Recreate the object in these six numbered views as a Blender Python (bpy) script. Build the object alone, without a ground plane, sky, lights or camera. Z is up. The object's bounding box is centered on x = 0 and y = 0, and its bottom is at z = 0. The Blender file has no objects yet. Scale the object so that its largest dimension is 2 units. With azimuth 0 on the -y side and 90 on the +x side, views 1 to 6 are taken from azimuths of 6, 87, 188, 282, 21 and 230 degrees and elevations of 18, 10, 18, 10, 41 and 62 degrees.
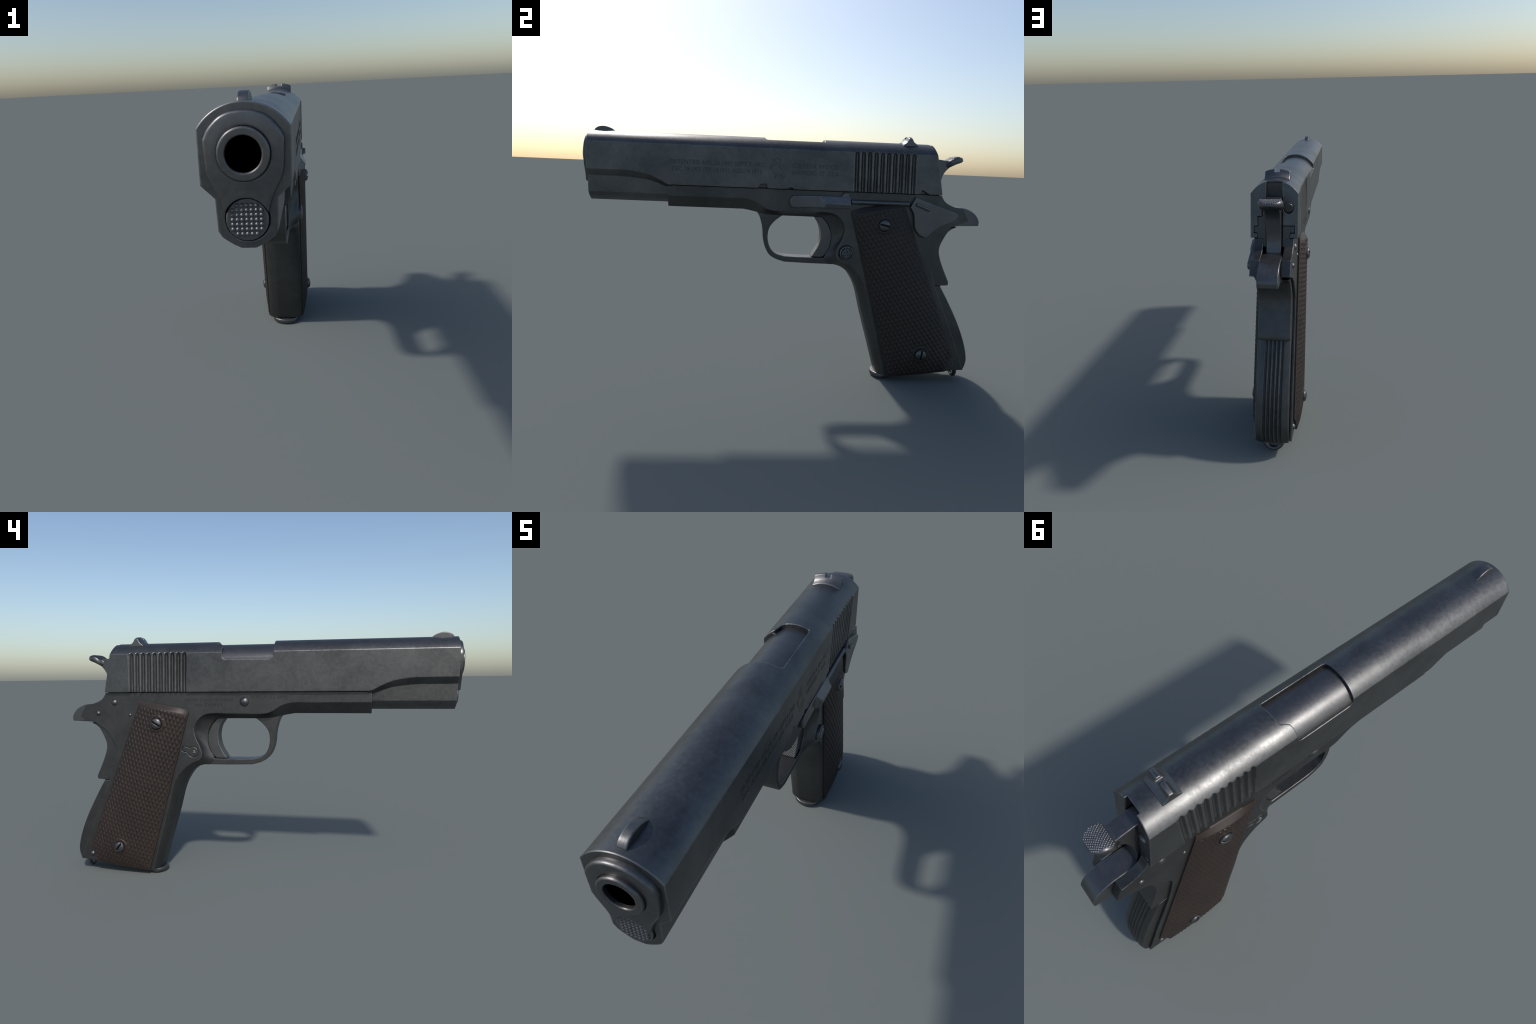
import bpy, bmesh, math, random
from math import sin, cos, pi, sqrt, atan2, radians
from mathutils import Vector, Matrix

random.seed(7)
COL = bpy.context.scene.collection

# ------------------------------------------------------------------ materials
def new_mat(name):
    m = bpy.data.materials.new(name)
    m.use_nodes = True
    nt = m.node_tree
    return m, nt, nt.nodes["Principled BSDF"]

def nd(nt, typ, **kw):
    n = nt.nodes.new(typ)
    for k, v in kw.items():
        setattr(n, k, v)
    return n

def mixc(nt, fac, a, b, mode='MIX'):
    n = nd(nt, 'ShaderNodeMix', data_type='RGBA', blend_type=mode)
    for sock, v in ((n.inputs[0], fac), (n.inputs[6], a), (n.inputs[7], b)):
        if hasattr(v, 'links'):
            nt.links.new(v, sock)
        elif isinstance(v, (int, float)):
            sock.default_value = v
        else:
            sock.default_value = (*v, 1)
    return n.outputs[2]

def maths(nt, op, a, b=None, clamp=False):
    n = nd(nt, 'ShaderNodeMath', operation=op, use_clamp=clamp)
    for sock, v in ((n.inputs[0], a), (n.inputs[1], b)):
        if v is None:
            continue
        if hasattr(v, 'links'):
            nt.links.new(v, sock)
        else:
            sock.default_value = v
    return n.outputs[0]

def ramp(nt, src, lo, hi):
    n = nd(nt, 'ShaderNodeMapRange')
    nt.links.new(src, n.inputs[0])
    n.inputs[1].default_value = lo
    n.inputs[2].default_value = hi
    return n.outputs[0]

def noise(nt, vec, scale, detail=4, rough=.6, dist=0):
    n = nd(nt, 'ShaderNodeTexNoise')
    nt.links.new(vec, n.inputs['Vector'])
    n.inputs['Scale'].default_value = scale
    n.inputs['Detail'].default_value = detail
    n.inputs['Roughness'].default_value = rough
    n.inputs['Distortion'].default_value = dist
    return n.outputs[0]

def coords(nt, scale=(1, 1, 1), rot=(0, 0, 0)):
    t = nd(nt, 'ShaderNodeTexCoord')
    m = nd(nt, 'ShaderNodeMapping')
    nt.links.new(t.outputs['Object'], m.inputs[0])
    m.inputs['Scale'].default_value = scale
    m.inputs['Rotation'].default_value = rot
    return m.outputs[0]

def edge_mask(nt, radius):
    """how far the rounded normal departs from the true one: worn, rubbed edges"""
    b = nd(nt, 'ShaderNodeBevel', samples=6)
    b.inputs['Radius'].default_value = radius
    g = nd(nt, 'ShaderNodeNewGeometry')
    d = nd(nt, 'ShaderNodeVectorMath', operation='DOT_PRODUCT')
    nt.links.new(b.outputs[0], d.inputs[0])
    nt.links.new(g.outputs['Normal'], d.inputs[1])
    return maths(nt, 'SUBTRACT', 1.0, d.outputs['Value']), b.outputs[0]

def steel(name, base, pale, rough, metallic=.9, wear=.5, grain=.5, knurl=None):
    m, nt, p = new_mat(name)
    v = coords(nt)
    blotch = noise(nt, v, 5.5, 6, .62, .4)
    fine = noise(nt, v, 70, 5, .7)
    # handling scratches: noise stretched along two slanting directions
    s1 = noise(nt, coords(nt, (40, 30, 260), (.75, 0, 0)), 1.0, 3, .5)
    s2 = noise(nt, coords(nt, (40, 34, 230), (-.55, 0, 0)), 1.0, 3, .5)
    scr = maths(nt, 'ADD', ramp(nt, s1, .70, .80), ramp(nt, s2, .71, .81), True)
    scr = maths(nt, 'MULTIPLY', scr, ramp(nt, blotch, .50, .68))
    f = maths(nt, 'ADD', maths(nt, 'MULTIPLY', ramp(nt, blotch, .34, .66), .6),
              maths(nt, 'MULTIPLY', ramp(nt, fine, .3, .7), .4), True)
    c = mixc(nt, f, base, [b + (q - b) * grain for b, q in zip(base, pale)])
    c = mixc(nt, maths(nt, 'MULTIPLY', scr, .5), c, pale)
    edge, nrm = edge_mask(nt, .006)
    g = nd(nt, 'ShaderNodeNewGeometry')
    outward = ramp(nt, g.outputs['Pointiness'], .497, .507)      # rubbed corners only, not recesses
    e = maths(nt, 'MULTIPLY', ramp(nt, edge, .005, .048),
              ramp(nt, maths(nt, 'ADD', fine, blotch), .70, 1.10), True)
    e = maths(nt, 'MULTIPLY', e, outward)
    c = mixc(nt, maths(nt, 'MULTIPLY', e, wear), c, [min(1, q * 1.5) for q in pale])
    nt.links.new(c, p.inputs['Base Color'])
    r = maths(nt, 'SUBTRACT', maths(nt, 'ADD', rough - .08, maths(nt, 'MULTIPLY', fine, .30)),
              maths(nt, 'MULTIPLY', blotch, .14))
    nt.links.new(r, p.inputs['Roughness'])
    p.inputs['Metallic'].default_value = metallic
    bp = nd(nt, 'ShaderNodeBump')
    bp.inputs['Strength'].default_value = .12
    bp.inputs['Distance'].default_value = .002
    h = fine
    if knurl:
        w = []
        for ang in (.8, -.8):
            t = nd(nt, 'ShaderNodeTexWave', wave_type='BANDS', bands_direction='X')
            nt.links.new(coords(nt, (1, 0, 1), (0, ang, 0)), t.inputs[0])
            t.inputs['Scale'].default_value = knurl
            w.append(t.outputs['Fac'])
        g2 = nd(nt, 'ShaderNodeNewGeometry')
        sx = nd(nt, 'ShaderNodeSeparateXYZ')
        nt.links.new(g2.outputs['True Normal'], sx.inputs[0])
        front = ramp(nt, maths(nt, 'ABSOLUTE', sx.outputs[0]), .5, .3)
        h = maths(nt, 'MULTIPLY', maths(nt, 'MULTIPLY', w[0], w[1]), front)
        bp.inputs['Strength'].default_value = .8
        bp.inputs['Distance'].default_value = .003
    nt.links.new(h, bp.inputs['Height'])
    nt.links.new(nrm, bp.inputs['Normal'])
    nt.links.new(bp.outputs[0], p.inputs['Normal'])
    return m

def plain(name, col, rough, metallic=0):
    m, nt, p = new_mat(name)
    v = coords(nt)
    f = noise(nt, v, 60, 4)
    nt.links.new(mixc(nt, f, [c * .8 for c in col], [c * 1.2 for c in col]), p.inputs['Base Color'])
    p.inputs['Roughness'].default_value = rough
    p.inputs['Metallic'].default_value = metallic
    return m

def bakelite(name):
    m, nt, p = new_mat(name)
    v = coords(nt)
    blotch = noise(nt, v, 7, 5, .6)
    fine = noise(nt, v, 55, 4, .7)
    c = mixc(nt, ramp(nt, blotch, .3, .7), (.0165, .0112, .0092), (.0245, .0152, .0116))
    c = mixc(nt, maths(nt, 'MULTIPLY', ramp(nt, fine, .5, .75), .3), c, (.040, .022, .017))
    edge, nrm = edge_mask(nt, .005)
    e = maths(nt, 'MULTIPLY', ramp(nt, edge, .05, .25), ramp(nt, fine, .35, .6), True)
    c = mixc(nt, maths(nt, 'MULTIPLY', e, .8), c, (.13, .070, .042))
    nt.links.new(c, p.inputs['Base Color'])
    p.inputs['Roughness'].default_value = .5
    p.inputs['Specular IOR Level'].default_value = .5
    return m

DARK = (.076, .078, .080)
PALE = (.195, .196, .196)
M_SLIDE = steel('slide_steel', DARK, PALE, .40, wear=.8, grain=.65)
M_FRAME = steel('frame_steel', (.064, .065, .065), (.155, .155, .152), .45, wear=.6)
M_PART = steel('part_steel', (.102, .104, .108), (.21, .21, .215), .40, wear=.6)
M_BARREL = steel('barrel_steel', (.10, .10, .104), (.2, .2, .2), .38, wear=.5)
M_TRIGGER = steel('trigger_steel', (.10, .10, .10), (.21, .21, .21), .45, wear=.5, knurl=60)
M_PIN = steel('pin_steel', (.10, .102, .107), (.20, .20, .20), .40, wear=.3)
M_GRIP = bakelite('brown_plastic')
M_INK = plain('engraved_steel', (.062, .063, .065), .44, .9)
M_NEAR_BLACK = plain('near_black', (.02, .02, .021), .6, .6)
M_FAINT = plain('worn_stamp_steel', (.058, .059, .059), .44, .9)
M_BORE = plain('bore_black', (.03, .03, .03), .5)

# ------------------------------------------------------------------ mesh helpers
ROOT = bpy.data.objects.new('pistol', None)
COL.objects.link(ROOT)
ROOT['label'] = 'dark grey steel semi-automatic pistol with brown checkered grips'
ROOT['category'] = 'pistol'

def make(name, verts, faces, mat=None, parent=ROOT):
    me = bpy.data.meshes.new(name)
    me.from_pydata([tuple(v) for v in verts], [], faces)
    bm = bmesh.new(); bm.from_mesh(me)
    bmesh.ops.remove_doubles(bm, verts=bm.verts, dist=1e-6)
    bmesh.ops.recalc_face_normals(bm, faces=bm.faces)
    bm.to_mesh(me); bm.free()
    ob = bpy.data.objects.new(name, me)
    COL.objects.link(ob)
    if mat:
        me.materials.append(mat)
    if parent:
        ob.parent = parent
    return ob

def ring_faces(a, b, n):
    return [(a + i, a + (i + 1) % n, b + (i + 1) % n, b + i) for i in range(n)]

def loft(name, rings, mat=None, parent=ROOT):
    """closed rings of equal count joined in order, both ends capped"""
    n = len(rings[0])
    v = [p for r in rings for p in r]
    f = []
    for k in range(len(rings) - 1):
        f += ring_faces(k * n, (k + 1) * n, n)
    f.append(tuple(range(n))[::-1])
    f.append(tuple(range((len(rings) - 1) * n, len(rings) * n)))
    return make(name, v, f, mat, parent)

def prism(name, prof, x0, x1, mat=None, parent=ROOT):       # profile in (y, z)
    return loft(name, [[(x, y, z) for y, z in prof] for x in (x0, x1)], mat, parent)

def prism_y(name, prof, y0, y1, mat=None, parent=ROOT):     # profile in (x, z)
    return loft(name, [[(x, y, z) for x, z in prof] for y in (y0, y1)], mat, parent)

def box(x0, x1, y0, y1, z0, z1):
    return prism('cut', [(y0, z0), (y1, z0), (y1, z1), (y0, z1)], x0, x1, None, None)

def disc(cy, cz, r, n=32, a0=0.):
    return [(cy + r * cos(a0 + 2 * pi * i / n), cz + r * sin(a0 + 2 * pi * i / n)) for i in range(n)]

def bake(ob):
    dg = bpy.context.evaluated_depsgraph_get()
    me = bpy.data.meshes.new_from_object(ob.evaluated_get(dg), depsgraph=dg)
    ob.modifiers.clear()
    old = ob.data
    ob.data = me
    me.name = ob.name
    bpy.data.meshes.remove(old)

def boolean(ob, cutters, op='DIFFERENCE'):
    for c in cutters:
        m = ob.modifiers.new('b', 'BOOLEAN')
        m.operation = op
        m.object = c
        m.solver = 'EXACT'
    bake(ob)
    for c in cutters:
        bpy.data.objects.remove(c)

def finish(ob, bevel=0., seg=2, angle=32, limit=30):
    if bevel:
        m = ob.modifiers.new('bev', 'BEVEL')
        m.width = bevel
        m.segments = seg
        m.limit_method = 'ANGLE'
        m.angle_limit = radians(limit)
        m.miter_outer = 'MITER_ARC'
        bake(ob)
    me = ob.data
    me.polygons.foreach_set('use_smooth', [True] * len(me.polygons))
    me.set_sharp_from_angle(angle=radians(angle))
    if bevel:
        m = ob.modifiers.new('wn', 'WEIGHTED_NORMAL')
        m.keep_sharp = True
        bake(ob)
    return ob

def spline(pts, n=6):
    """centripetal Catmull-Rom through points of any dimension"""
    P = [Vector(p) for p in pts]
    P = [P[0] * 2 - P[1]] + P + [P[-1] * 2 - P[-2]]
    out = []
    for i in range(1, len(P) - 2):
        p0, p1, p2, p3 = P[i - 1:i + 3]
        t0 = 0.; t1 = t0 + max(1e-6, (p1 - p0).length) ** .5
        t2 = t1 + max(1e-6, (p2 - p1).length) ** .5
        t3 = t2 + max(1e-6, (p3 - p2).length) ** .5
        for k in range(n):
            t = t1 + (t2 - t1) * k / n
            a1 = p0 * ((t1 - t) / (t1 - t0)) + p1 * ((t - t0) / (t1 - t0))
            a2 = p1 * ((t2 - t) / (t2 - t1)) + p2 * ((t - t1) / (t2 - t1))
            a3 = p2 * ((t3 - t) / (t3 - t2)) + p3 * ((t - t2) / (t3 - t2))
            b1 = a1 * ((t2 - t) / (t2 - t0)) + a2 * ((t - t0) / (t2 - t0))
            b2 = a2 * ((t3 - t) / (t3 - t1)) + a3 * ((t - t1) / (t3 - t1))
            out.append(b1 * ((t2 - t) / (t2 - t1)) + b2 * ((t - t1) / (t2 - t1)))
    out.append(P[-2].copy())
    return [tuple(v) for v in out]

def lerp_table(tab, y):
    for (a, *p), (b, *q) in zip(tab, tab[1:]):
        if y <= b:
            t = max(0, (y - a) / (b - a))
            return [u + (w - u) * t for u, w in zip(p, q)]
    return list(tab[-1][1:])

def revolve(name, prof, centre, axis='x', sign=1, n=32, mat=None, parent=ROOT):
    """prof: list of (radius, height); height runs along sign*axis"""
    rings = []
    for r, h in prof:
        ring = []
        for i in range(n):
            a = 2 * pi * i / n
            u, w = r * cos(a), r * sin(a)
            d = (sign * h, u, w) if axis == 'x' else (u, sign * h, w)
            ring.append((centre[0] + d[0], centre[1] + d[1], centre[2] + d[2]))
        rings.append(ring)
    return loft(name, rings, mat, parent)

def dome_prof(r, h, base, n=6):
    R = (r * r + h * h) / (2 * h)
    a = math.asin(min(1, r / R))
    out = [(r, -base), (r, 0)]
    for i in range(1, n):
        t = a * (1 - i / n)
        out.append((R * sin(t), R * cos(t) - R + h))
    out.append((r * .02, h))
    return out

# ------------------------------------------------------------------ slide
DOME_R, DOME_Z, HALF = .129, 1.098, .106
SEAM = .9805
def rear_y(z):                       # slanted rear face
    return .765 - .206 * (z - .976)

# station y, lower edge of the flat side, height of the step in to the tube
SCALLOP = [(-.980, 1.043, 1.0115), (-.80, 1.0425, 1.011), (-.755, 1.040, 1.008), (-.712, 1.034, 1.003),
           (-.68, 1.0265, .998), (-.653, 1.017, .990), (-.62, 1.001, .979), (-.592, .986, .967),
           (-.580, SEAM, .962)]
def slide_ring(y, tube=True, slanted=False):
    zl, zi = lerp_table(SCALLOP, y)
    half = []
    a_end = math.asin(HALF / DOME_R)
    for i in range(17):
        a = a_end * i / 16
        half.append((DOME_R * sin(a), DOME_Z + DOME_R * cos(a)))
    if tube:
        half += [(HALF, zl), (.0735, zi), (.071, .934), (.062, .919), (.047, .908), (.032, .899), (.017, .892)]
    else:
        half += [(HALF, SEAM)] + [(x, SEAM) for x in (.0735, .071, .062, .047, .032, .017)]
    ring = half + [(-x, z) for x, z in half[::-1] if x > 1e-6]
    return [(x, rear_y(z) if slanted else y, z) for x, z in ring]

ys = [-.972 + i * .02 for i in range(9)] + [-.80 + i * .012 for i in range(18)] + [-.588, -.570]
rings = [slide_ring(y) for y in sorted(set(round(v, 4) for v in ys))]
rings += [slide_ring(-.568, False), slide_ring(0, False, True)]
slide = loft('slide', rings, M_SLIDE)

cut = []
# ejection port: a plan outline crossed with a side outline
plan = [(-.3, -.121), (.040, -.121), (.051, -.117), (.056, -.106), (.056, .166), (.052, .174), (-.038, .174),
        (-.050, .169), (-.058, .151), (-.066, .140), (-.08, .135), (-.3, .135)]
pc = loft('cut', [[(x, y, z) for x, y in plan] for z in (1.05, 1.4)], None, None)
r = .024
y0, y1, zb = -.124, .178, 1.136
side = [(y0, 1.4)] + [(y0 + r - r * cos(t), zb + r - r * sin(t)) for t in [pi / 2 * i / 6 for i in range(7)]]
# rear lower corner follows the stepped rear edge on the right side
y1s = .136
side += [(y1s - r + r * sin(t), zb + r - r * cos(t)) for t in [pi / 2 * i / 6 for i in range(7)]]
side += [(y1s, 1.195), (y1, 1.196), (y1, 1.4)]
sc = prism('cut', side, -.3, .3, None, None)
boolean(pc, [sc], 'INTERSECT')
cut.append(pc)
# hammer slot, and the shallow notch in the top of the rear edge
cut.append(box(-.0365, .0365, .700, .95, .90, 1.2165))
cut.append(box(-.0365, .0365, .703, .95, 1.19, 1.30))
# stepped rail cut at the back
cut.append(prism_y('cut', [(.0, .93), (.076, .93), (.076, .9995), (.092, .9995), (.092, 1.0325), (.0745, 1.0325), (.0745, 1.0745),
                           (.0555, 1.0745), (.0555, 1.1025), (0, 1.1025)], .64, .90, None, None))
cut.append(prism_y('cut', [(.001, .93), (.001, 1.0345), (-.0925, 1.0345), (-.0925, 1.0015), (-.0715, .9995), (-.0715, .93)], .64, .90, None, None))
# left side notches in the lower edge
cut.append(prism('cut', [(-.156, .97), (-.139, 1.0005), (-.108, 1.0025), (-.100, .97)], .066, .2, None, None))
cut.append(prism('cut', [(-.014, .97), (-.002, .9875), (.009, .9905), (.020, .9875), (.034, .97)], .075, .2, None, None))
cut.append(prism('cut', [(.636, .968), (.661, 1.0025), (.716, .972), (.716, .968)], .080, .2, None, None))
boolean(slide, cut)
# finger serrations: ten shallow round-bottomed grooves each side
cut = [box(.1048, .3, .3165, .6265, .90, 1.1705), box(-.3, -.1048, .3165, .6265, .90, 1.1705)]
for s in (1, -1):
    for i in range(10):
        c = .3325 + .0312 * i
        prof = [(-.0140, .03), (-.0138, -.0010), (-.0090, -.0072), (-.0045, -.0122), (-.0010, -.0136), (.0022, -.0122),
                (.0066, -.0072), (.0112, -.0010), (.0114, .03)]
        rg = [[(s * (HALF + h + lift), c + q + dy, z) for q, h in prof] for z, dy, lift in ((.96, .0035, 0), (1.158, -.0035, 0), (1.172, -.004, .0045), (1.181, -.0042, .0125))]
        cut.append(loft('cut', rg, None, None))
boolean(slide, cut)
# hole for the plug, extractor seat
hole = revolve('cut', [(.0535, 0), (.0535, .05)], (0, -1.0, .962), 'y', 1, 40, None, None)
ext_c = Vector((-.063, rear_y(1.110), 1.110))
tilt = Matrix.Rotation(-math.atan(.206), 4, 'X')
def tilted(ob, c):
    ob.data.transform(Matrix.Translation(c) @ tilt)
    return ob
eh = tilted(revolve('cut', [(.0232, -.006), (.0232, .05)], (0, 0, 0), 'y', 1, 32, None, None), ext_c)
boolean(slide, [hole, eh])
finish(slide, .0035, 2, 30, 24)

ext = tilted(revolve('extractor', [(.0220, -.02), (.0220, -.0002), (.0210, .0006), (.001, .0008)], (0, 0, 0), 'y', 1, 32, M_SLIDE, slide), ext_c)
finish(ext, 0)

# front sight: half-moon blade
fs = spline([(-.957, 1.222), (-.953, 1.232), (-.940, 1.2425), (-.921, 1.2475), (-.905, 1.2478), (-.886, 1.243), (-.870, 1.236), (-.853, 1.222)], 4)
finish(prism('front_sight', fs, -.0128, .0128, M_PART, slide), .002)

# rear sight: bell-shaped flanks, arched top, square notch
def rs_ring(x):
    k = abs(x) / .058
    top = 1.2605 - .012 * k ** 2.2
    base = DOME_Z + sqrt(DOME_R ** 2 - x * x) - .004
    right = [(.637, base), (.636, base + .008), (.622, base + .016 + .0), (.614, (base + top) / 2 + .006), (.609, top - .004), (.606, top)]
    left = [(.5925, top), (.589, top - .004), (.584, (base + top) / 2 + .004), (.576, base + .016), (.564, base + .008), (.563, base)]
    return [(x, y, z) for y, z in right + left]
rs = loft('rear_sight', [rs_ring(-.0575 + .115 * i / 20) for i in range(21)], M_PART, slide)
boolean(rs, [box(-.011, .011, .5, .7, 1.2475, 1.3)])
finish(rs, .0018, 2, 40, 40)

# ------------------------------------------------------------------ barrel, bushing, plug
BZ = 1.1145
def tube_y(name, prof, n, mat, parent=ROOT, cz=BZ):
    return revolve(name, prof, (0, 0, cz), 'y', 1, n, mat, parent)
barrel = tube_y('barrel', [(.0415, -.80), (.0415, -.9985), (.0435, -1.0), (.0578, -1.0), (.0605, -.9970),
                           (.061, -.97), (.061, -.2), (.02, -.2), (.02, -.80)], 48, M_BARREL)
finish(barrel, 0, 2, 28)
hood = [(.114 * sin(a), 1.098 + .114 * cos(a)) for a in [radians(42 - 107 * i / 40) for i in range(41)]] + [(-.1030, 1.13), (-.1030, 1.09), (.075, 1.09)]
finish(prism_y('barrel_hood', hood, -.20, .25, M_BARREL, barrel), 0, 2, 28)
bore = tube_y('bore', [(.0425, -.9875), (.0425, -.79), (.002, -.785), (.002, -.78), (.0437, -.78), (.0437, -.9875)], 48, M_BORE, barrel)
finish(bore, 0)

half = spline([(0, 1.2095), (.028, 1.2065), (.052, 1.197), (.070, 1.182), (.083, 1.166), (.0915, 1.148)], 4)
half += spline([(.0918, 1.140), (.0905, 1.10), (.0862, 1.066), (.075, 1.042), (.063, 1.018), (.0565, 1.000), (.0530, .984)], 4)
half += [(.045, .972), (.02, .968)]
outline = half + [(-x, z) for x, z in half[::-1] if x > 1e-5]
def shrink(o, k):
    return [(x * k, 1.09 + (z - 1.09) * k) for x, z in o]
def inset(o, d):
    """move each point of a closed outline inward by d"""
    n = len(o); out = []
    area = sum(o[i][0] * o[(i + 1) % n][1] - o[(i + 1) % n][0] * o[i][1] for i in range(n))
    s = 1 if area > 0 else -1
    for i in range(n):
        a, b = Vector(o[i - 1]), Vector(o[(i + 1) % n])
        t = (b - a)
        if t.length < 1e-9:
            out.append(o[i]); continue
        t.normalize()
        out.append((o[i][0] - s * t.y * d, o[i][1] + s * t.x * d))
    return out
bush = loft('bushing', [[(x, y, z) for x, z in inset(outline, d)] for y, d in
                        ((-.960, 0), (-.981, 0), (-.9855, .0012), (-.9885, .004), (-.9895, .0085))], M_BARREL)
boolean(bush, [revolve('cut', [(.0618, -1.1), (.0618, -.5)], (0, 0, BZ), 'y', 1, 48, None, None),
               revolve('cut', [(.0535, -1.1), (.0535, -.5)], (0, 0, .962), 'y', 1, 48, None, None)])
finish(bush, 0, 2, 24)

plug = revolve('recoil_plug', [(.0505, .94), (.0505, .9775), (.049, .9795), (.001, .9800)], (0, 0, .962), 'y', -1, 40, M_PART)
finish(plug, 0)
v, f = [], []
def bump(c, e1, e2, n, r, h, k=6, rings=2):
    """low rounded stud at c"""
    b = len(v)
    for j in range(rings):
        t = j / rings * pi / 2
        for i in range(k):
            a = 2 * pi * i / k
            v.append(c + (e1 * cos(a) + e2 * sin(a)) * r * cos(t) + n * h * sin(t))
    v.append(c + n * h)
    for j in range(rings - 1):
        f.extend(ring_faces(b + j * k, b + (j + 1) * k, k))
    for i in range(k):
        f.append((b + (rings - 1) * k + i, b + (rings - 1) * k + (i + 1) % k, b + rings * k))
for i in range(-5, 6):
    for j in range(-5, 6):
        x, z = i * .0113, j * .0113
        if x * x + z * z < .0445 ** 2:
            bump(Vector((x, -.9795, .962 + z)), Vector((1, 0, 0)), Vector((0, 0, 1)), Vector((0, -1, 0)), .0056, .0046, 8, 3)
st = make('plug_stud', v, f, M_PART, plug); st['kind'] = 'stuff'; finish(st, 0, 2, 60)

# ------------------------------------------------------------------ frame
FH = .088
# flat-side edge (y, z), outer silhouette (y, z), half width at the silhouette, convexity
PAIRS = [
    (-.588, .927, -.590, .872, .042, .52), (-.45, .927, -.45, .872, .042, .52), (-.32, .927, -.33, .872, .042, .52),
    (-.214, .927, -.220, .872, .042, .52),
    (-.175, .919, -.189, .867, .042, .5), (-.142, .904, -.155, .860, .044, .45), (-.108, .883, -.112, .851, .045, .4),
    (-.072, .872, -.062, .8465, .045, .35), (.03, .871, .03, .8455, .045, .3), (.12, .872, .12, .845, .045, .3),
    (.195, .873, .182, .843, .045, .3), (.232, .867, .202, .826, .045, .3), (.260, .852, .2165, .806, .045, .3),
    (.283, .825, .230, .775, .045, .3), (.294, .793, .2345, .748, .045, .3), (.2865, .748, .232, .712, .045, .3),
    (.267, .706, .2235, .683, .045, .3), (.257, .672, .208, .656, .045, .3), (.258, .652, .200, .632, .045, .3),
    (.268, .637, .218, .609, .045, .35), (.290, .626, .256, .6045, .045, .5), (.322, .611, .296, .590, .044, .62), (.363, .578, .334, .559, .040, .7),
    (.396, .538, .364, .513, .036, .70), (.416, .494, .384, .466, .034, .70), (.446, .380, .416, .351, .034, .70),
    (.483, .252, .4540, .229, .034, .72), (.545, .029, .5150, .031, .034, .74)]
sm = spline(PAIRS[3:], 4)
# straight dust cover first, then the smoothed run
pairs = [PAIRS[0], PAIRS[1], PAIRS[2]] + sm
NB = 8
BACK = [(.60, .034), (.72, .047), (.879, .060), (.968, .070), (.960, .089), (.879, .283), (.775, .515)]
BACK += spline([(.733, .640), (.7245, .682), (.731, .708), (.751, .744), (.780, .786), (.812, .809), (.842, .826), (.919, .855)], 3)
BACK += [(.884, .9165)] + spline([(.875, .9175), (.845, .921), (.815, .931), (.788, .947), (.7705, .9715)], 3) + [(.768, .9775), (.3, .9775), (-.2, .9775), (-.588, .9775)]
v, f = [], []
def frame_curve(p, s):
    ey, ez, sy, sz, xs, c = p
    E, S = Vector((ey, ez)), Vector((sy, sz))
    Q, xq = E + (S - E) * c, xs + c * (FH - xs)
    out = []
    for i in range(NB + 1):
        t = i / NB
        q = E * (1 - t) ** 2 + Q * 2 * t * (1 - t) + S * t * t
        x = FH * (1 - t) ** 2 + xq * 2 * t * (1 - t) + xs * t * t
        out.append((s * x, q.x, q.y))
    return out
rows = []
for p in pairs:
    rows.append(len(v))
    v += frame_curve(p, 1) + frame_curve(p, -1)[::-1]
W = 2 * (NB + 1)
for a, b in zip(rows, rows[1:]):
    for k in range(W - 1):
        f.append((a + k, a + k + 1, b + k + 1, b + k))
bl = len(v)
for y, z in BACK:
    v += [(FH, y, z), (-FH, y, z)]
nb = len(BACK)
for i in range(nb - 1):
    f.append((bl + 2 * i, bl + 2 * i + 1, bl + 2 * i + 3, bl + 2 * i + 2))
f.append(tuple([rows[a] for a in range(len(rows))] + [bl + 2 * i for i in range(nb)]))
f.append(tuple([rows[a] + W - 1 for a in range(len(rows))] + [bl + 2 * i + 1 for i in range(nb)])[::-1])
f.append(tuple([rows[-1] + k for k in range(W)] + [bl + 1, bl]))
f.append(tuple([rows[0] + k for k in range(W)] + [bl + 2 * nb - 1, bl + 2 * nb - 2])[::-1])
frame = make('frame', v, f, M_FRAME)
cut = [box(-.0475, .0475, .66, 1.1, .815, 1.10),
       prism('cut', [(.69, .818), (.665, .69), (.70, .52), (.795, .28), (.87, .05), (.89, -.1), (1.3, -.1), (1.3, .8275), (.84, .8275), (.80, .816)], -.0762, .0762, None, None)]
# seat of the magazine catch lock on the right side
def keyhole(d):
    big, small = Vector((.302, .676)), Vector((.347, .689))
    R1, R2 = .0262 + d, .0138 + d
    ax = (small - big).normalized(); th = atan2(ax.y, ax.x)
    a1, a2 = .50, 1.35
    pts = [tuple(big + R1 * Vector((cos(th + t), sin(th + t)))) for t in [a1 + (2 * pi - 2 * a1) * i / 30 for i in range(31)]]
    pts += [tuple(small + R2 * Vector((cos(th + t), sin(th + t)))) for t in [-a2 + 2 * a2 * i / 14 for i in range(15)]]
    return pts
cut.append(prism('cut', keyhole(.0022), -.2, -.080, None, None))
cut.append(revolve('cut', [(.0375, .084), (.0375, .2)], (0, .306, .673), 'x', 1, 40, None, None))
boolean(frame, cut)
finish(frame, .0025, 2, 28, 33)

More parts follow.
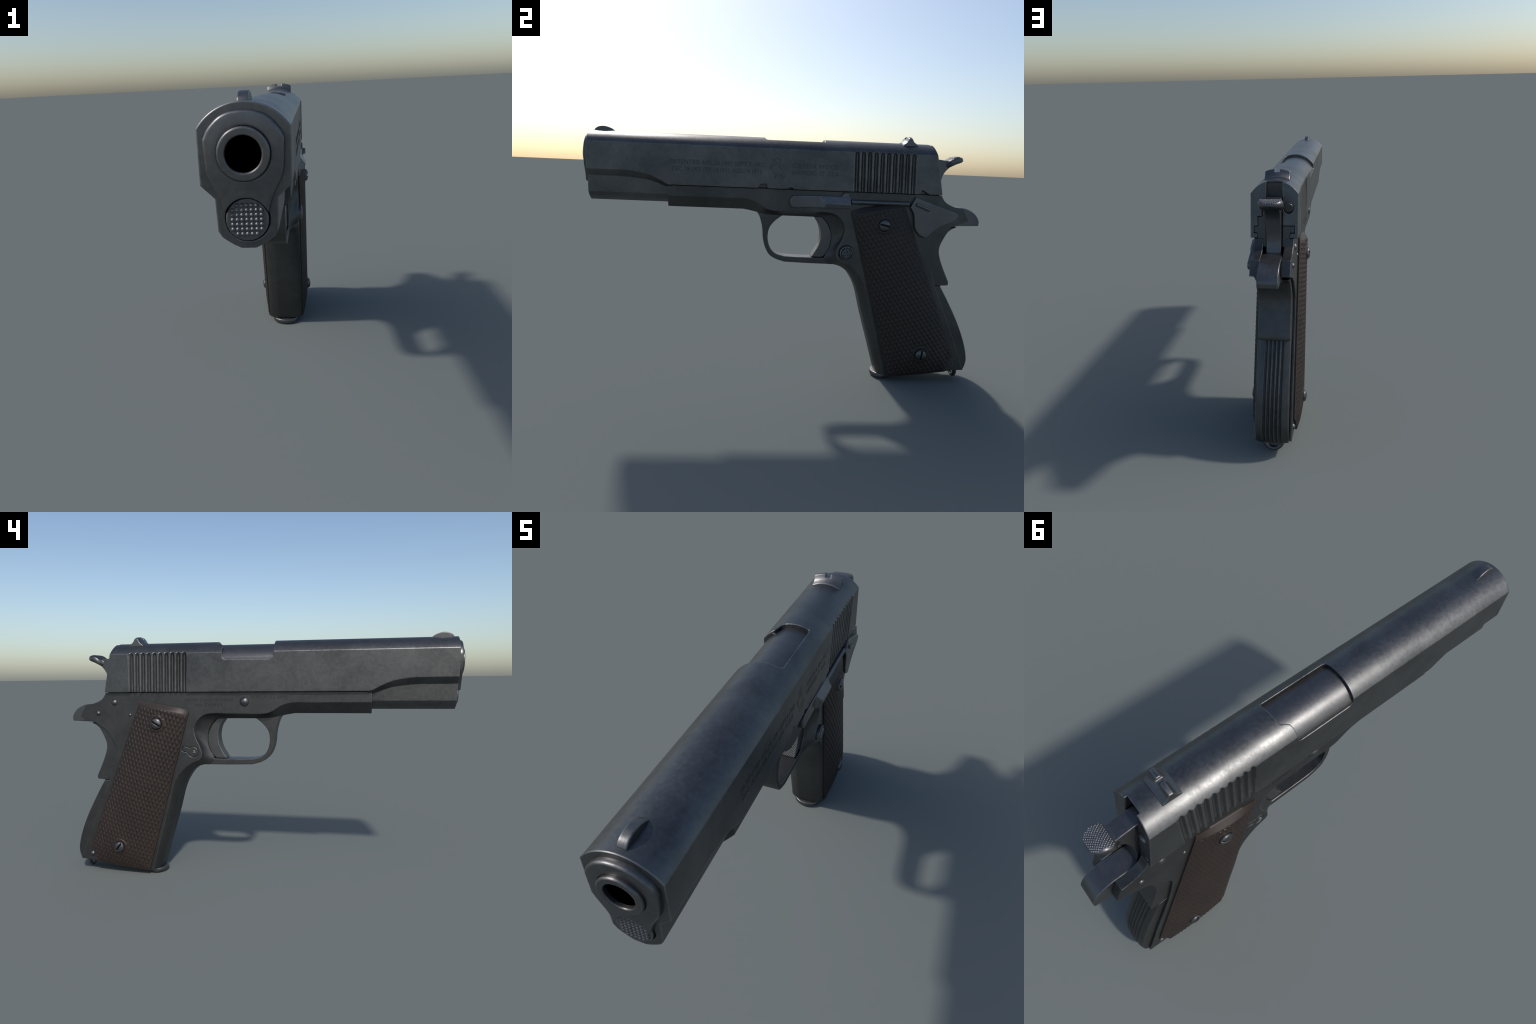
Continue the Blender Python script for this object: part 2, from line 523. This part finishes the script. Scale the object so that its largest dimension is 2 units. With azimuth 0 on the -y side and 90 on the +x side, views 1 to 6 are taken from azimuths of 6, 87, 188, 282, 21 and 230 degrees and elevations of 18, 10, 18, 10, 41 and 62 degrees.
# trigger guard bow
outer = spline([(-.152, .862), (-.138, .842), (-.124, .802), (-.117, .768), (-.1145, .735), (-.105, .690), (-.080, .645), (-.045, .6235), (.0, .610)], 5) + [(.12, .6065), (.262, .6050)]
inner = [(.235, .640), (.19, .6365), (.06, .6362)] + spline([(-.002, .638), (-.045, .650), (-.072, .673), (-.087, .710), (-.0905, .745), (-.084, .780), (-.066, .808), (-.040, .832), (-.018, .8475)], 5)
guard = prism('trigger_guard', outer + inner + [(-.03, .868), (-.10, .868)], -.045, .045, M_FRAME, frame)
finish(guard, .004, 2, 30, 35)

# rail block that shows in the back of the slide, finished flush with it
finish(prism_y('frame_rail', [(-.079, .95), (.079, .95), (.079, .975), (.084, .975), (.084, .979), (.062, .979), (.062, .99), (-.062, .99), (-.062, .979), (-.084, .979), (-.084, .975), (-.079, .975)], -.585, .60, M_FRAME, frame), 0)
def rail(name, prof):
    rg = [[(x, .645, z) for x, z in prof], [(x, rear_y(z) - .0015, z) for x, z in prof]]
    return finish(loft(name, rg, M_FRAME, frame), .0015)
rail('frame_rail', [(.0365, .94), (.074, .94), (.074, 1.002), (.0895, 1.002), (.0895, 1.030), (.072, 1.030), (.072, 1.072), (.053, 1.072), (.053, 1.100), (.0365, 1.100)])
rail('frame_rail', [(-.0365, .94), (-.0365, 1.032), (-.090, 1.032), (-.090, 1.004), (-.069, 1.002), (-.069, .94)])

# ------------------------------------------------------------------ controls and small parts
# hammer
hp = [(.735, 1.158), (.80, 1.150), (.82, 1.150), (.824, 1.124)] + spline([(.812, 1.114), (.797, 1.098), (.784, 1.075), (.778, 1.045), (.7745, 1.0), (.779, .955), (.792, .920)], 3) + [(.79, .89), (.71, .88), (.69, 1.0), (.672, 1.12), (.68, 1.156)]
hammer = finish(prism('hammer', hp, -.0335, .0335, M_PART), .003)
SP = [(.795, .0335, 1.1500, 1.112), (.806, .038, 1.1515, 1.113), (.815, .050, 1.156, 1.117), (.823, .0535, 1.162, 1.121), (.836, .0545, 1.170, 1.128),
      (.850, .0530, 1.1725, 1.1345), (.864, .0475, 1.1705, 1.139), (.876, .0380, 1.167, 1.1435), (.884, .0260, 1.163, 1.148), (.8885, .012, 1.159, 1.152)]
rg = []
for y, w, zt, zb in SP:
    zm, hh = (zt + zb) / 2, (zt - zb) / 2
    ring = []
    for i in range(28):
        a = 2 * pi * i / 28
        sx = math.copysign(abs(cos(a)) ** .45, cos(a)); sz = math.copysign(abs(sin(a)) ** .6, sin(a))
        ring.append((w * sx, y, zm + hh * sz))
    rg.append(ring)
spur = finish(loft('hammer_spur', rg, M_PART, hammer), 0, 2, 50)
v, f = [], []
for i in range(-6, 7):
    for j in range(0, 15):
        x = (i + .5 * (j % 2)) * .0098
        y = .815 + j * .0050
        w, zt, zb = lerp_table(SP, y)
        if abs(x) < w * .86 and y < .880:
            bump(Vector((x, y, zt - .0006 - .004 * (abs(x) / w) ** 6)), Vector((1, 0, 0)), Vector((0, 1, 0)), Vector((0, 0, 1)), .0040, .0029, 4, 1)
sd = make('spur_checkering', v, f, M_PART, hammer); sd['kind'] = 'stuff'; finish(sd, 0, 2, 20)

# grip safety with its tail
tail = [(.70, .900), (.775, .9150), (.82, .9185), (.86, .9190), (.895, .9175)] + spline([(.914, .9140), (.941, .9040), (.9675, .886), (.983, .866), (.9895, .850), (.9890, .831)], 3) + [(.9865, .8285), (.873, .8235), (.84, .80), (.70, .79)]
gs = finish(prism('grip_safety', tail, -.0450, .0450, M_PART), .004, 3, 30, 35)
low = [(.71, .80), (.868, .8215)] + spline([(.843, .811), (.822, .794), (.802, .758), (.7875, .722), (.785, .693), (.798, .646), (.821, .594), (.8485, .538)], 3) + [(.849, .520), (.845, .5185), (.785, .5145), (.69, .53), (.665, .68)]
finish(prism('safety_pad', low, -.0757, .0757, M_FRAME, gs), .0055, 3, 30, 35)

# arched mainspring housing with five flutes
rear = spline([(.808, .512), (.860, .425), (.920, .314), (.9620, .214), (.9815, .145), (.9840, .110), (.976, .076), (.968, .062)], 5)
rg = []
XS = [-.0742 + .1484 * i / 72 for i in range(73)]
for y, z in rear:
    ring = []
    for x in XS:
        k = abs(x) / .0742
        off = .0130 * (1 - k ** 2.3)
        if abs(x) < .0465:
            off -= .0085 * (.5 - .5 * cos(2 * pi * (x + .0465) / .093 * 5)) ** 1.3
        ring.append((x, y + off, z + off * .12))
    ring += [(.0742, y - .06, z), (-.0742, y - .06, z)]
    rg.append(ring)
finish(loft('mainspring_housing', rg, M_FRAME), 0, 2, 40)

# lanyard loop
v, f = [], []
NT, NR = 26, 12
for i in range(NT + 1):
    a = pi + pi * i / NT
    c = Vector((.0425 * cos(a), .942 - .004 * sin(a), .056 + .0445 * sin(a)))
    d = Vector((cos(a), -.1 * sin(a), sin(a))).normalized(); e = Vector((0, 1, 0))
    for j in range(NR):
        b = 2 * pi * j / NR
        v.append(c + (d * cos(b) + e * sin(b)) * .0105)
for i in range(NT):
    f += ring_faces(i * NR, (i + 1) * NR, NR)
f += [tuple(range(NR)), tuple(range(NT * NR, (NT + 1) * NR))]
finish(make('lanyard_loop', v, f, M_PART), 0)

# magazine: floor plate and the bit of body above it
def mag_plan(d, y_back=.80):
    out = []
    for i in range(17):
        a = pi * i / 16
        out.append(((.071 - d) * cos(a), (.566 - (.0715 - d) * sin(a) ** .9)))
    return [(x, y) for x, y in out] + [(-.071 + d, y_back), (.071 - d, y_back)]
rg = [[(x, y, z0 + max(0, y - .54) * .27) for x, y in mag_plan(d, .72)] for z0, d in ((.0, .010), (.003, .0035), (.009, 0), (.024, 0), (.027, .002))]
mag = finish(loft('magazine', rg, M_PART), 0, 2, 35)
# trigger
tf = spline([(.143, .845), (.157, .826), (.1695, .806), (.1785, .776), (.1805, .748), (.177, .718), (.168, .692), (.155, .668), (.1375, .6385)], 4)
tb = spline([(.190, .638), (.206, .650), (.2285, .690), (.2370, .742), (.2335, .765), (.214, .808), (.189, .838), (.180, .845)], 4)
finish(prism('trigger', tf + tb, -.0365, .0365, M_TRIGGER), .0025, 2, 30, 35)

# slide stop
ss = spline([(.028, .8915), (.013, .901), (.0075, .921), (.013, .941), (.028, .9515)], 4) + [(.16, .9555), (.262, .9555), (.276, .9735), (.301, .9735), (.304, .93), (.305, .905), (.16, .8955)]
stop = finish(prism('slide_stop', ss, .084, .1025, M_PART), .004, 3, 30, 35)
face = []
for i in range(8):                       # sloping upper face with fine ribs
    t = i / 7
    x, z = .1045 + .0205 * t, .954 - .032 * t
    face.append((x, z))
    if i < 7:
        face.append((x + .0205 / 14 - .0011, z - .032 / 14 - .0008))
sec = [(.086, .954)] + face + [(.1258, .917), (.1215, .8985), (.086, .8955)]
flat = [(.086, .954)] + [(.1015, z) for x, z in face] + [(.1015, .917), (.1015, .8985), (.086, .8955)]
def at(y, q):
    return [(x, y, z) for x, z in q]
def skew(q):                             # arrow-shaped front: the ridge starts further back
    return [(x, .160 + .028 * max(0, 1 - abs(z - .920) / .034), z) for x, z in q]
pad = loft('thumb_pad', [at(.155, flat), skew(sec), at(.306, sec)], M_PART, stop)
finish(pad, 0, 2, 20)

# plunger tube
finish(revolve('plunger_tube', [(.006, .306), (.0065, .312), (.0120, .314), (.0120, .603), (.009, .607), (.005, .612)], (.0945, 0, .9295), 'y', 1, 20, M_PART), 0)

# thumb safety
sp = [(.634, .9655), (.846, .893)] + spline([(.853, .886), (.8545, .874), (.846, .861)], 3) + spline([(.815, .844), (.780, .829), (.742, .803), (.702, .764)], 3)
sp += spline([(.695, .7635), (.674, .772), (.650, .794), (.638, .819), (.633, .860), (.625, .889), (.609, .913)], 3)
ts = finish(prism('thumb_safety', sp, .0845, .1085, M_PART), .0035, 3, 30, 35)
finish(prism('safety_rib', [(.6395, .9375), (.7095, .9100), (.7045, .8965), (.6335, .9235)], .095, .1225, M_PART, ts), .0045, 3, 30, 35)

# magazine catch button with cross-cut face
mc = finish(revolve('magazine_catch', [(.0345, .083), (.0345, .1015), (.033, .1035), (.001, .1042)], (0, .306, .673), 'x', 1, 40, M_PART), 0)
v, f = [], []
for i in range(-4, 5):
    for j in range(-4, 5):
        y, z = i * .0074, j * .0074
        if y * y + z * z < .0265 ** 2:
            bump(Vector((.1046, .306 + y, .673 + z)), Vector((0, .94, -.34)), Vector((0, .34, .94)), Vector((1, 0, 0)), .0044, .0030, 4, 2)
finish(revolve('catch_face', [(.0300, .100), (.0300, .1046), (.001, .1046)], (0, .306, .673), 'x', 1, 32, M_NEAR_BLACK, mc), 0)
cs = make('catch_stud', v, f, M_PART, mc); cs['kind'] = 'stuff'; finish(cs, 0, 2, 20)
lock = finish(prism('catch_lock', keyhole(0), -.0878, -.079, M_FRAME, mc), .0018)
scr = revolve('lock_screw', [(.0095, .08), (.0095, .0895), (.007, .0915), (.001, .092)], (0, .2975, .6745), 'x', -1, 20, M_PART, mc)
boolean(scr, [box(-.2, -.0895, .28, .32, .673, .676)])
finish(scr, 0)

# domed pins on the right, ring pin on the left
def pin(name, y, z, r, h, side=-1):
    return finish(revolve(name, dome_prof(r, h, .01), (side * .0875, y, z), 'x', side, 24, M_PIN), 0, 2, 40)
pin('hammer_pin', .722, .9275, .0172, .010)
pin('safety_pin', .817, .8715, .0140, .009)
pin('sear_pin', .638, .8630, .0095, .006)
pin('slide_stop_pin', .0285, .9305, .0240, .013)
pin('housing_pin', .8985, .1005, .0155, .011)
hpn = revolve('housing_pin', [(.0125, -.01), (.0125, .002), (.0105, .003), (.0080, .0026), (.0072, .0008), (.001, .0008)], (.0875, .9035, .0985), 'x', 1, 24, M_FRAME)
finish(hpn, 0)
finish(revolve('pin_dark_disc', [(.0071, 0), (.0068, .0016), (.001, .0016)], (.0875, .9035, .0985), 'x', 1, 20, M_BORE, hpn), 0)  # small black disc in the middle of the ring pin

# ------------------------------------------------------------------ grip panels
SCREWS = [(.4825, .8215), (.7220, .1570)]
def bez_arc(pts, n):
    s = spline(pts, 12)
    L = [0.]
    for a, b in zip(s, s[1:]):
        L.append(L[-1] + (Vector(b) - Vector(a)).length)
    out = []
    for i in range(n + 1):
        d = L[-1] * i / n
        for k in range(len(s) - 1):
            if L[k + 1] >= d - 1e-9:
                t = (d - L[k]) / max(1e-9, L[k + 1] - L[k])
                out.append(Vector(s[k]).lerp(Vector(s[k + 1]), t)); break
    return out
def straight(pts, n):
    P = [Vector(p) for p in pts]
    L = [0.]
    for a, b in zip(P, P[1:]):
        L.append(L[-1] + (b - a).length)
    out = []
    for i in range(n + 1):
        d = L[-1] * i / n
        for k in range(len(P) - 1):
            if L[k + 1] >= d - 1e-9:
                out.append(P[k].lerp(P[k + 1], (d - L[k]) / (L[k + 1] - L[k]))); break
    return out
NU, NV = 160, 440
bottom = straight([(.903, .146), (.887, .131), (.8775, .113), (.872, .088), (.867, .0625), (.73, .0445), (.565, .0255)], NU)
top = bez_arc([(.580, .931), (.539, .930), (.49, .925), (.445, .917), (.374, .9025), (.316, .8855)], NU)
left = straight([(.903, .146), (.580, .931)], NV)
right = straight([(.565, .0255), (.316, .8855)], NV)
A = Vector((-.0054, -.0255)); D = Vector((.0145, -.0190))
det = A.x * D.y - A.y * D.x
def tri(t):
    t = t - math.floor(t)
    return 1 - abs(2 * t - 1)
def panel_x(p, u, w):
    """height of the panel face above the frame centre plane; u across, w up"""
    bulge = .0215 * (1 - abs(2 * u - 1) ** 2.1)
    if w < .12:
        bulge *= 1 - .62 * (1 - w / .12) ** 2
    base = .0955 + bulge
    band = .028
    if w > 1 - band:
        t = (w - 1 + band) / band
        base = base * (1 - t) + .0935 * t
    s = (p.x * D.y - p.y * D.x) / det
    t = (A.x * p.y - A.y * p.x) / det
    k = min(tri(s), tri(t))
    fade = min(1, max(0, u - .012) / .02, max(0, .988 - u) / .02, max(0, w - .004) / .010)
    if w > 1 - band - .004:
        fade = 0
    h = .0036 * min(1, k * 1.2) * fade
    for c in SCREWS:
        d = (p - Vector(c)).length
        if d < .0445:
            flat = .0042 - (.006 if d < .0300 else 0)
            q = min(1, max(0, (.0445 - d) / .003))
            h = h * (1 - q) + flat * q
    return base + h
for side in (1, -1):
    v, f = [], []
    for j in range(NV + 1):
        w = j / NV
        for i in range(NU + 1):
            u = i / NU
            p = (bottom[i] * (1 - w) + top[i] * w + left[j] * (1 - u) + right[j] * u
                 - (bottom[0] * (1 - u) * (1 - w) + bottom[NU] * u * (1 - w) + top[0] * (1 - u) * w + top[NU] * u * w))
            v.append((side * panel_x(p, u, w), p.x, p.y))
    S = NU + 1
    for j in range(NV):
        for i in range(NU):
            a = j * S + i
            f.append((a, a + 1, a + 1 + S, a + S))
    rim = [i for i in range(S)] + [j * S + NU for j in range(1, NV + 1)] + [NV * S + i for i in range(NU - 1, -1, -1)] + [j * S for j in range(NV - 1, 0, -1)]
    nb0 = len(v)
    for k in rim:
        v.append((side * .083, v[k][1], v[k][2]))
    R = len(rim)
    for k in range(R):
        f.append((rim[k], rim[(k + 1) % R], nb0 + (k + 1) % R, nb0 + k))
    f.append(tuple(range(nb0, nb0 + R)))
    finish(make('grip_panel', v, f, M_GRIP), 0, 2, 55)

sm_ = revolve('grip_screw', [(.0285, -.03), (.0285, .0)] + [(.0285 * cos(t), .0115 * sin(t)) for t in [pi / 2 * i / 7 for i in range(1, 7)]] + [(.0006, .0115)], (0, 0, 0), 'x', 1, 32, M_PIN)
boolean(sm_, [box(-.0045, .05, -.0255, .0255, -.0046, .0046)])
finish(sm_, .0008, 1, 40, 50)
slot = finish(prism('slot_dark_strip', [(-.0255, -.0045), (.0255, -.0045), (.0255, .0045), (-.0255, .0045)], -.0060, -.0030, M_NEAR_BLACK, sm_), 0)  # near-black strip laid along the slot floor
ANG = {(1, 0): -.22, (1, 1): 1.45, (-1, 0): -.55, (-1, 1): .95}
for (side, i), a in ANG.items():
    ob = sm_ if (side, i) == (1, 0) else sm_.copy()
    if ob is not sm_:
        COL.objects.link(ob)
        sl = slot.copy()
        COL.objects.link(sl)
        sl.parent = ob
    ob.location = (side * .1250, *SCREWS[i])
    ob.rotation_euler = (a, 0, 0) if side == 1 else (a, 0, pi)

# ------------------------------------------------------------------ stamped writing
def lettering(txt, y0, y1, z, height, side, x, parent, mat=None, name='lettering'):
    """block capitals whose middle line is at z, filling y0..y1 left to right as read"""
    cu = bpy.data.curves.new(name, 'FONT')
    cu.body = txt
    cu.size = 1
    cu.extrude = .01
    cu.resolution_u = 3
    tmp = bpy.data.objects.new('tmp', cu)
    COL.objects.link(tmp)
    dg = bpy.context.evaluated_depsgraph_get()
    me = bpy.data.meshes.new_from_object(tmp.evaluated_get(dg))
    bpy.data.objects.remove(tmp)
    xs = [q.co.x for q in me.vertices]; zs = [q.co.y for q in me.vertices]
    a, b = min(xs), max(xs); c, d = min(zs), .70
    for q in me.vertices:
        t = (q.co.x - a) / (b - a)
        q.co = (side * (x + (.0004 if q.co.z > 0 else -.0007)), y0 + (y1 - y0) * t, z + (q.co.y / .70 - .5) * height)
    if side * (y1 - y0) < 0:
        me.flip_normals()
    ob = bpy.data.objects.new(name, me)
    me.materials.clear(); me.materials.append(mat or M_INK)
    COL.objects.link(ob); ob.parent = parent
    return ob
lettering('PATENTED APR.20.1897 SEPT.9.1902', -.574, -.123, 1.092, .021, 1, HALF, slide)
lettering('DEC.19.1905 FEB.14.1911 AUG.19.1913', -.564, -.136, 1.059, .021, 1, HALF, slide)
lettering("COLT'S F.A. MFG. CO.", .014, .240, 1.094, .021, 1, HALF, slide)
lettering('HARTFORD. CT. U.S.A.', .012, .242, 1.061, .021, 1, HALF, slide)
lettering('M1911 A1 U.S. ARMY', -.006, -.190, .953, .016, -1, FH, frame, M_FAINT)
lettering('UNITED STATES PROPERTY', .336, .085, .9395, .015, -1, FH, frame, M_FAINT)
lettering('No 710453', .285, .141, .9155, .015, -1, FH, frame, M_FAINT)

# plain rearing-horse outline between the two inscriptions
def stroke(pts, x=HALF, r=.0011):
    s = spline(pts, 5)
    b = len(v)
    P = [Vector((x, .014 + (px - 915) * .000229, 1.095 - ((py - 340) - .036 * (px - 915)) * .000229)) for px, py in s]
    for i, p in enumerate(P):
        t = (P[min(i + 1, len(P) - 1)] - P[max(i - 1, 0)]).normalized()
        nrm = Vector((0, -t.z, t.y))
        w = r * (.5 + .9 * sin(pi * i / (len(P) - 1)))
        for a, h in ((w, -.0006), (w, .0004), (-w, .0004), (-w, -.0006)):
            v.append(p + nrm * a + Vector((h, 0, 0)))
    for i in range(len(P) - 1):
        f.extend(ring_faces(b + i * 4, b + (i + 1) * 4, 4))
    f.append((b, b + 1, b + 2, b + 3)); e = b + (len(P) - 1) * 4; f.append((e, e + 1, e + 2, e + 3))
v, f = [], []
for pts in ([(540, 330), (530, 250), (560, 195), (610, 190), (640, 230), (645, 310), (630, 370), (690, 440), (735, 500), (755, 540)],
            [(545, 325), (500, 335), (450, 350), (430, 390), (440, 440)], [(500, 370), (470, 400), (490, 430)],
            [(500, 420), (520, 490), (570, 545), (620, 560)], [(735, 510), (690, 540), (640, 565), (640, 600)],
            [(560, 550), (550, 590), (580, 625)], [(700, 540), (720, 590), (700, 650)], [(755, 540), (770, 590)], [(560, 240), (590, 300), (560, 340)],
            [(610, 490), (625, 520)]):
    stroke(pts)
hm = make('horse_mark', v, f, M_INK, slide)

bpy.context.view_layer.update()
